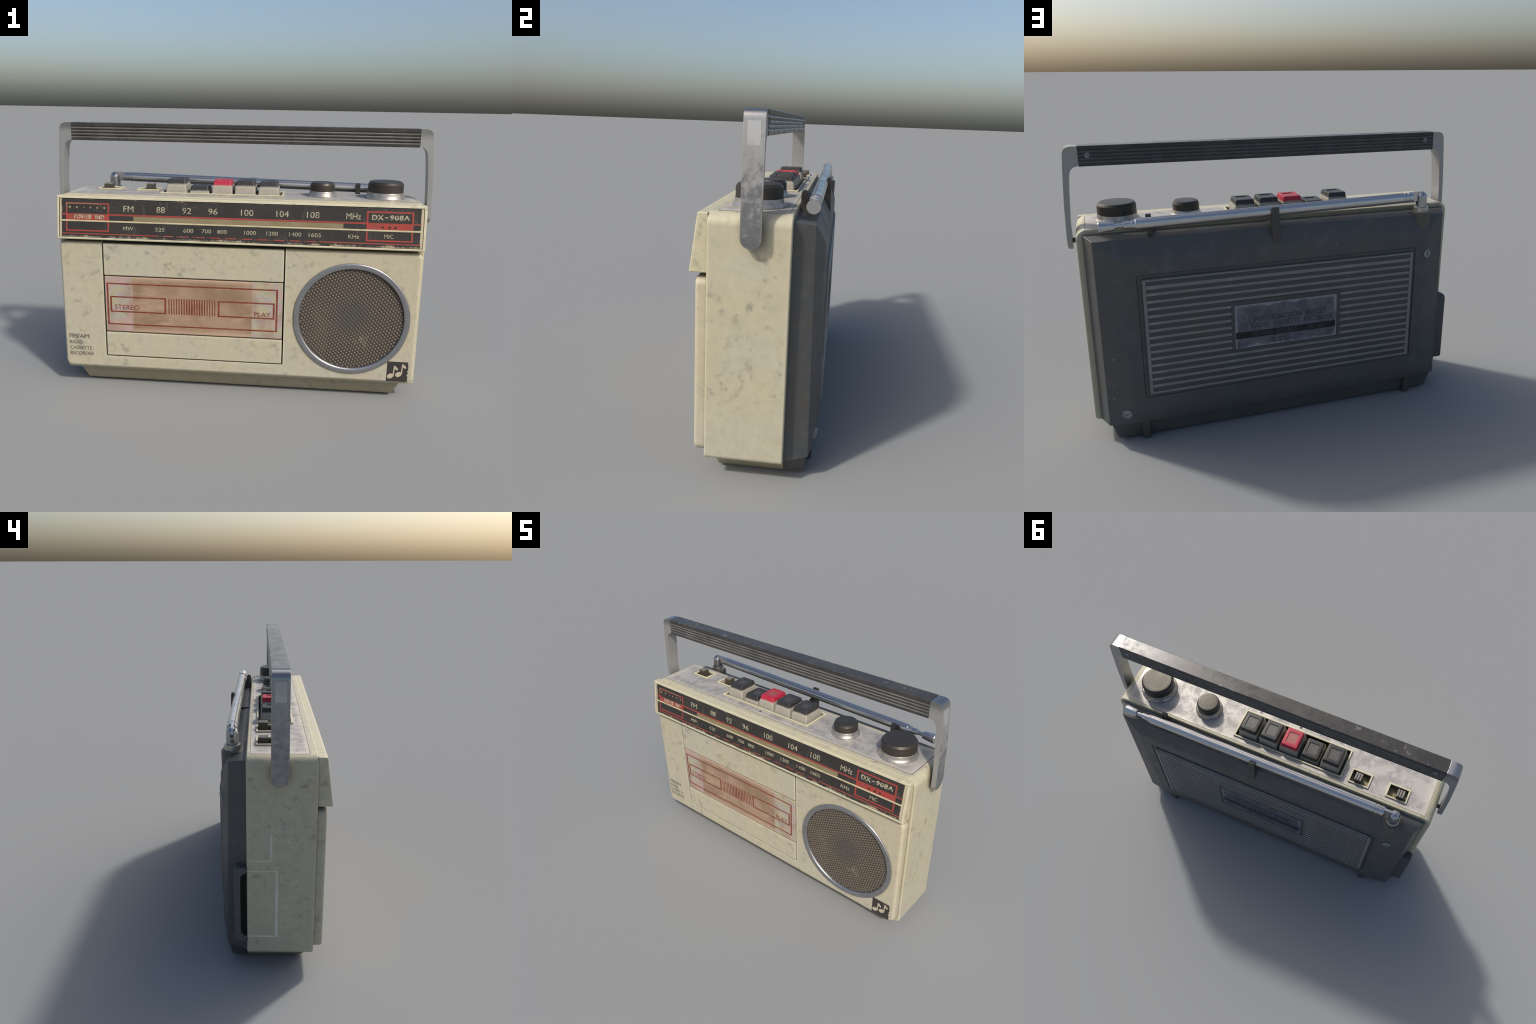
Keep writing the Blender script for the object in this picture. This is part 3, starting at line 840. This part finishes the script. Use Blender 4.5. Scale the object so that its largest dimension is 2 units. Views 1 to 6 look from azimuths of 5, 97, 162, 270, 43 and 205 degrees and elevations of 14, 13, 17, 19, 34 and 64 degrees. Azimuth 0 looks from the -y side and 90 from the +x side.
    lathe_bm(bm, [(0.2745, 0.2185), (0.2745, 0.2240), (0.2, 0.2250), (0.0, 0.2256)], 96, rot)
    ball = bmesh.new()
    a = Vector((0.0158, 0, 0.0065))
    b = Vector((0.0115, 0, -0.0118))
    proto = []
    for r, h in ((0.0074, -0.0012), (0.0060, 0.0012), (0.0036, 0.0026)):
        proto.append((r, h))
    for i in range(-40, 41):
        for j in range(-40, 41):
            p = a * i + b * j
            if p.length < 0.2680:
                c = Matrix.Translation((0.604 + p.x, -0.2250, 0.4555 + p.z)) @ Matrix.Rotation(math.pi / 2, 4, "X")
                lathe_bm(bm, proto + [(0, 0.0031)], 8, c)
    ball.free()
    g = obj("speaker_mesh", mesh_from(bm, "speaker_mesh"), M["grille"], sp, 70, wn=False)
    g["kind"] = "stuff"
    return pan


def build_top():
    pl = None
    bm = bmesh.new()
    z0, z1 = 1.060, 1.0672
    # plate in strips round the key tray and the two switch wells
    X0, X1, Y0, Y1 = -0.913, 0.9125, -0.150, 0.1055
    prism_bm(bm, [(X0, Y0), (X1, Y0), (X1, Y1), (X0, Y1)], "z", z0, z1)
    pl = obj("top_plate", mesh_from(bm, "top_plate"), M["top"])
    for d in ((-0.420, 0.2195, -0.0945, 0.0745, 1.0, 1.2), (-0.793, -0.686, 0.004, 0.0765, 1.03, 1.2), (-0.577, -0.4715, 0.004, 0.0765, 1.03, 1.2)):
        boolean(pl, box("cutter", *d, None, 0))
    shade(pl.data)
    t = 0.0022
    boxes("plate_groove", [(X0, X1 + t, Y0 - t, Y0 - 0.0001, 1.060, 1.0664), (X1 + 0.0001, X1 + t, Y0, Y1 + 0.0002, 1.060, 1.0664), (X0, X1, Y1 + 0.0002, Y1 + 0.0012, 1.060, 1.0663)], M["gap"], 0.0, parent=pl)

    def rim(name, x0, x1, y0, y1, w, zt, parent=None):
        return boxes(name, [(x0, x1, y0, y0 + w, 1.045, zt), (x0, x1, y1 - w, y1, 1.045, zt), (x0, x0 + w, y0 + w, y1 - w, 1.045, zt), (x1 - w, x1, y0 + w, y1 - w, 1.045, zt)], M["cream_trim"], 0.0015, 1, parent)

    # key tray with five keys
    tray = rim("key_tray", -0.4275, 0.227, -0.102, 0.082, 0.0095, 1.0755)
    boxes("tray_floor", [(-0.4185, 0.218, -0.093, 0.073, 1.0065, 1.012)], M["well"], 0.0, parent=tray)

    def loop(hx, y0, y1, z, r):
        return [(x, y, z) for x, y in rrect(-hx, hx, y0, y1, r, 4)]
    bm = bmesh.new()
    loft_bm(bm, [loop(0.0600, -0.0865, 0.0670, -0.125, 0.006), loop(0.0530, -0.0720, 0.0590, -0.0340, 0.007), loop(0.0518, -0.0700, 0.0578, -0.0310, 0.007),
                 loop(0.0508, -0.0680, 0.0568, -0.0300, 0.007), loop(0.0468, -0.0600, 0.0525, -0.0035, 0.0075), loop(0.0452, -0.0583, 0.0508, -0.0008, 0.0075), loop(0.0430, -0.0560, 0.0487, 0.0, 0.0065),
                 loop(0.0290, -0.0375, 0.0320, 0.0, 0.007), loop(0.0275, -0.0360, 0.0305, -0.0038, 0.006)])
    bm.normal_update()
    key_mesh = mesh_from(bm, "key")
    for m in (M["key_black"], M["pad_black"]):
        key_mesh.materials.append(m)
    for p in key_mesh.polygons:
        if len(p.vertices) > 6 and p.center.z > -0.02:
            p.material_index = 1
    shade(key_mesh, 40)
    for i, top in enumerate((1.1425, 1.1085, 1.1400, 1.1410, 1.1385)):
        k = bpy.data.objects.new("key", key_mesh)
        COL.objects.link(k)
        k.parent = tray
        w = k.modifiers.new("weighted", "WEIGHTED_NORMAL")
        w.keep_sharp = True
        k.location = (-0.1005 + (i - 2) * 0.1238, 0.0, top)
        k.rotation_euler = (random.uniform(-0.01, 0.01), random.uniform(-0.012, 0.012), random.uniform(-0.008, 0.008))
        if i == 2:
            for s, mm in enumerate((M["key_red"], M["pad_red"])):
                k.material_slots[s].link = "OBJECT"
                k.material_slots[s].material = mm

    # worn key symbols printed in front of the tray
    ft = face_top(1.0672)
    y = -0.1205
    sy = [[(u0, u0 + 0.0 + w, y - 0.004, y + 0.004)] for u0, w in ()]
    tri = lambda u, s: [(u - s, y - s), (u + s, y), (u - s, y + s)]
    marks = [tri(-0.355, 0.007), tri(-0.342, 0.007), tri(-0.222, 0.007), tri(0.018, 0.0065), tri(0.031, 0.0065), [(0.138, y - 0.007), (0.154, y - 0.007), (0.154, y + 0.007), (0.138, y + 0.007)]]
    plates("key_symbol", marks, ft, -0.001, 0.0003, M["symbol"], tray)
    plates("record_symbol", [[(-0.103 + 0.0075 * math.cos(a), y + 0.0075 * math.sin(a)) for a in (math.tau * k / 16 for k in range(16))]], ft, -0.001, 0.0003, M["symbol_dark"], tray)

    # slide switches
    for x0, x1, kx, top in ((-0.8005, -0.6785, -0.755, 1.0985), (-0.5840, -0.4645, -0.515, 1.104)):
        fr = rim("slide_switch", x0, x1, -0.0035, 0.084, 0.0095, 1.0755)
        box("switch_lever", kx - 0.021, kx + 0.021, 0.026, 0.0715, 1.02, top - 0.003, M["switch"], 0.0012, 1, fr)
        boxes("lever_ridge", [(kx - 0.0205 + 0.0140 * i + 0.0018, kx - 0.0205 + 0.0140 * i + 0.0112, 0.0265, 0.071, top - 0.006, top + 0.001) for i in range(3)], M["switch_rib"], 0.0018, 2, fr)

    # rotary knobs
    def knob(x, y, r, cap_r, top_r, h0, h1, h2):
        prof = [(0, -0.004), (r, -0.004), (r, 0.006), (r - 0.001, 0.0085), (r - 0.0055, 0.014), (r - 0.0095, 0.020), (cap_r + 0.003, h0 - 0.001), (cap_r + 0.0015, h0 + 0.001), (0, h0 + 0.001)]
        k = lathe("knob", prof, M["skirt"], Matrix.Translation((x, y, 1.0672)), 72, angle=40)
        bm = bmesh.new()
        seg = 96
        rings = []
        for rr, h in ((cap_r + 0.0005, h0), (cap_r, h0 + 0.003), (cap_r - 0.0005, h1 - 0.002), (cap_r - 0.0022, h1), (top_r + 0.0012, h2 - 0.0018), (top_r - 0.0022, h2), (top_r * 0.72, h2 - 0.0004), (top_r * 0.70, h2), (top_r * 0.3, h2 + 0.0003)):
            wob = 0.00045 if rr >= cap_r - 0.001 else 0
            rings.append([(rr + wob * (1 if i % 2 else -1)) for i in range(seg)])
            rings[-1] = [(q * math.cos(math.tau * i / seg), q * math.sin(math.tau * i / seg), h) for i, q in enumerate(rings[-1])]
        loft_bm(bm, rings)
        bmesh.ops.transform(bm, verts=bm.verts, matrix=Matrix.Translation((x, y, 1.0672)))
        obj("knob_cap", mesh_from(bm, "knob_cap"), M["black"], k, 30)
    knob(0.762, -0.0255, 0.1045, 0.0918, 0.0830, 0.034, 0.0795, 0.0895)
    knob(0.4315, -0.0195, 0.0780, 0.0648, 0.0573, 0.030, 0.0645, 0.0760)
    return pl


def build_handle():
    outer = [(0.9955, 0.945), (0.9985, 0.970), (1.0, 1.0), (0.9985, 1.06), (0.9955, 1.16), (0.990, 1.26), (0.984, 1.35), (0.9805, 1.392)]
    corner = [(0.9785, 1.404), (0.9725, 1.4165), (0.9630, 1.4245), (0.950, 1.4280), (0.935, 1.4285)]
    inner = [(0.9155, 1.4275), (0.9155, 1.3385), (0.929, 1.3365), (0.9415, 1.331), (0.951, 1.321), (0.957, 1.307), (0.9610, 1.285), (0.9680, 1.20), (0.9735, 1.10), (0.9755, 1.0), (0.9755, 0.94), (0.9948, 0.94)]
    arm_pts = outer + corner + inner
    hd = bpy.data.objects.new("carrying_handle", None)
    COL.objects.link(hd)
    hd.parent = ROOT
    yc, hw = -0.0200, 0.0385
    for sx in (1, -1):
        bm = bmesh.new()
        prism_bm(bm, [(sx * x, z) for x, z in arm_pts], "y", yc - hw, yc + hw)
        bmesh.ops.recalc_face_normals(bm, faces=bm.faces)
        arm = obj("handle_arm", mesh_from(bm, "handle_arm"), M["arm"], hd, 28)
        # rounded lower end
        st = [(yc + hw * math.cos(a), 0.9825 + hw * math.sin(a)) for a in (math.pi + math.pi * k / 20 for k in range(21))]
        st += [(yc + hw, 1.45), (yc - hw, 1.45)]
        cut = prism("cutter", st, "x", -1.1, 1.1, None)
        boolean(arm, cut, "INTERSECT")
        arm.data.materials.clear()
        arm.data.materials.append(M["arm"])
        bv = arm.modifiers.new("soft_edges", "BEVEL")
        bv.width, bv.segments, bv.limit_method, bv.angle_limit = 0.0085, 4, "ANGLE", math.radians(50)
        bv.harden_normals = False
        arm.modifiers.move(len(arm.modifiers) - 1, 0)
        shade(arm.data, 28)
        # inset badge field on the outer face near the top
        pts = [(yc - 0.0235, 1.305), (yc + 0.0235, 1.305), (yc + 0.0235, 1.388), (yc - 0.0235, 1.388)]
        fx = lambda z: 0.9865 + (0.981 - 0.9865) * (z - 1.305) / (1.388 - 1.305)
        bm = bmesh.new()
        loft_bm(bm, [[(sx * (fx(z) - 0.004), y, z) for y, z in pts], [(sx * (fx(z) + 0.0006), y, z) for y, z in pts]])
        bevel_bm(bm, 0.0005, 1)
        obj("arm_inlay", mesh_from(bm, "arm_inlay"), M["inlay"], hd)
        lathe("pivot_pin", [(0, 0), (0.012, 0), (0.012, 0.04), (0, 0.04)], M["boss"], Matrix.Translation((sx * 0.945, yc, 0.985)) @ Matrix.Rotation(sx * math.pi / 2, 4, "Y"), 24, hd)

    # ribbed grip: outline in (y, z), notched front and back
    yf, yb, zt, zb = -0.0605, 0.0205, 1.4295, 1.3365
    n = 4
    zs0, zs1 = 1.4075, 1.3585

    def side(y, out):
        pts = [(y, zt - 0.003), (y, zs0 + 0.0035)]
        for k in range(n):
            z = zs0 + (zs1 - zs0) * k / (n - 1)
            pts += [(y - out * 0.0050, z + 0.0018), (y - out * 0.0050, z + 0.0008)]
            if k < n - 1:
                zn = zs0 + (zs1 - zs0) * (k + 1) / (n - 1)
                pts += [(y, z - 0.0070), (y, zn + 0.0035)]
            else:
                pts += [(y, z - 0.0070)]
        pts += [(y, zb + 0.002)]
        return pts
    f = side(yf, -1)
    b = side(yb, 1)
    prof = [(yf + 0.003, zt)] + f + [(yf + 0.002, zb)] + [(yb - 0.002, zb)] + b[::-1] + [(yb - 0.003, zt)]
    bm = bmesh.new()
    prism_bm(bm, prof, "x", -0.9135, 0.9135)
    grip = obj("grip", mesh_from(bm, "grip"), M["grip"], hd, 20)
    for x in (0.872, -0.865):
        lathe("grip_screw", [(0, 0), (0.0135, 0), (0.0130, 0.0058), (0.0105, 0.0064), (0.006, 0.0060), (0, 0.0060)], M["scuff_grip"], Matrix.Translation((x, yb - 0.0050, 1.387)) @ Matrix.Rotation(-math.pi / 2, 4, "X"), 24, hd)


def build_aerial():
    P0, P1 = Vector((-0.66, 0.192, 1.1195)), Vector((0.694, 0.188, 1.0905))
    d = (P1 - P0).normalized()
    q = d.to_track_quat("Z", "Y").to_matrix().to_4x4()
    at = lambda x: P0 + d * ((x - P0.x) / d.x)
    R = 0.0262
    a = lathe("aerial", [(0, -0.048), (R - 0.003, -0.048), (R - 0.0005, -0.043), (R - 0.0005, -0.022), (R - 0.0030, -0.0205), (R - 0.0030, -0.0165), (R, -0.015), (R, -0.002), (R - 0.0030, -0.0005), (R - 0.0030, 0.003), (R, 0.0045), (R, 1.352), (R - 0.003, 1.356), (0, 1.356)], M["chrome"], Matrix.Translation(P0) @ q, 40, angle=35)
    L = lambda x: (Vector((x, 0, 0)).x - P0.x) / d.x
    lathe("aerial_section", [(0, L(0.68)), (0.0215, L(0.68)), (0.0215, L(0.709)), (0.0185, L(0.7095)), (0.0175, L(0.7105)), (0.0172, L(0.748)), (0.0135, L(0.7495)), (0.0108, L(0.7505)), (0.0108, L(0.79)), (0, L(0.79))], M["chrome"], Matrix.Translation(P0) @ q, 32, a)
    lathe("aerial_tip", [(0, L(0.785)), (0.0185, L(0.785)), (0.0205, L(0.788)), (0.0275, L(0.853)), (0.0262, L(0.8555)), (0, L(0.8558))], M["chrome"], Matrix.Translation(P0) @ q, 36, a)
    # hinge: flat tongue between two cheeks of a domed post
    c = Vector((-0.7655, 0.1885, 0))
    zc = at(c.x).z
    bm = bmesh.new()
    tg = [(-0.690, zc + 0.0235), (-0.690, zc - 0.0245)] + [(c.x + 0.0245 * math.cos(t), zc + 0.0245 * math.sin(t)) for t in (math.radians(260 - 17 * k) for k in range(11))]
    prism_bm(bm, tg, "y", c.y - 0.0065, c.y + 0.0065)
    bevel_bm(bm, 0.001, 1, 50)
    obj("hinge_tongue", mesh_from(bm, "hinge_tongue"), M["chrome"], a)
    dome = [(0, 1.055), (0.0278, 1.055), (0.0278, 1.118)] + [(0.0278 * math.cos(math.radians(t)), 1.118 + 0.0275 * math.sin(math.radians(t))) for t in (15, 30, 45, 60, 75)] + [(0, 1.1455)]
    post = lathe("hinge_post", dome, M["ring"], Matrix.Translation((c.x, c.y, 0)), 36, a, 40)
    boolean(post, box("cutter", c.x - 0.05, c.x + 0.05, c.y - 0.0075, c.y + 0.0075, 1.078, 1.2, None, 0))
    post.data.materials.clear()
    post.data.materials.append(M["ring"])
    shade(post.data, 40)
    lathe("hinge_collar", [(0, 1.03), (0.0385, 1.03), (0.0385, 1.0645), (0.0365, 1.068), (0.031, 1.068), (0.029, 1.064), (0, 1.064)], M["skirt"], Matrix.Translation((c.x, c.y, 0)), 40, a)
    # moulded boss that carries the hinge, running out into the sloped cover
    lathe("hinge_boss", [(0, 0.93), (0.0475, 0.88), (0.0505, 1.036), (0.0485, 1.0405), (0, 1.0405)], M["boss"], Matrix.Translation((c.x, c.y, 0)), 40, a)
    prism("boss_flange", [(c.x - 0.047, 0.122), (c.x + 0.080, 0.122), (c.x + 0.043, 0.190), (c.x - 0.043, 0.190)], "z", 1.025, 1.0395, M["boss"], 0.002, 1, a)
    # clips
    prism("aerial_clip", [(0.2140, 1.1285), (0.2285, 1.1290), (0.2310, 1.120), (0.2365, 0.945), (0.205, 0.985), (0.178, 1.030), (0.176, 1.062), (0.195, 1.068), (0.2085, 1.082)], "x", 0.024, 0.0605, M["clip"], 0.003, 2, a)
    prism("clip_shelf", [(0.122, 1.030), (0.200, 1.020), (0.200, 1.046), (0.122, 1.046)], "x", 0.030, 0.056, M["clip"], 0.002, 1, a)
    prof = [(0.1265, 1.02)] + [(0.1405 + 0.0140 * math.cos(t), 1.109 + 0.0145 * math.sin(t)) for t in (math.pi - math.pi * k / 10 for k in range(11))] + [(0.160, 1.082), (0.172, 1.058), (0.176, 1.02)]
    prism("aerial_rest", prof, "x", 0.6185, 0.6430, M["clip"], 0.002, 2, a)


def main():
    global ROOT
    materials()
    ROOT = bpy.data.objects.new("radio_cassette_recorder", None)
    COL.objects.link(ROOT)
    ROOT["label"] = "worn cream portable radio cassette recorder with carrying handle"
    ROOT["category"] = "portable radio"
    build_shell()
    build_base()
    build_back()
    build_dial()
    build_front()
    build_top()
    build_handle()
    build_aerial()


main()
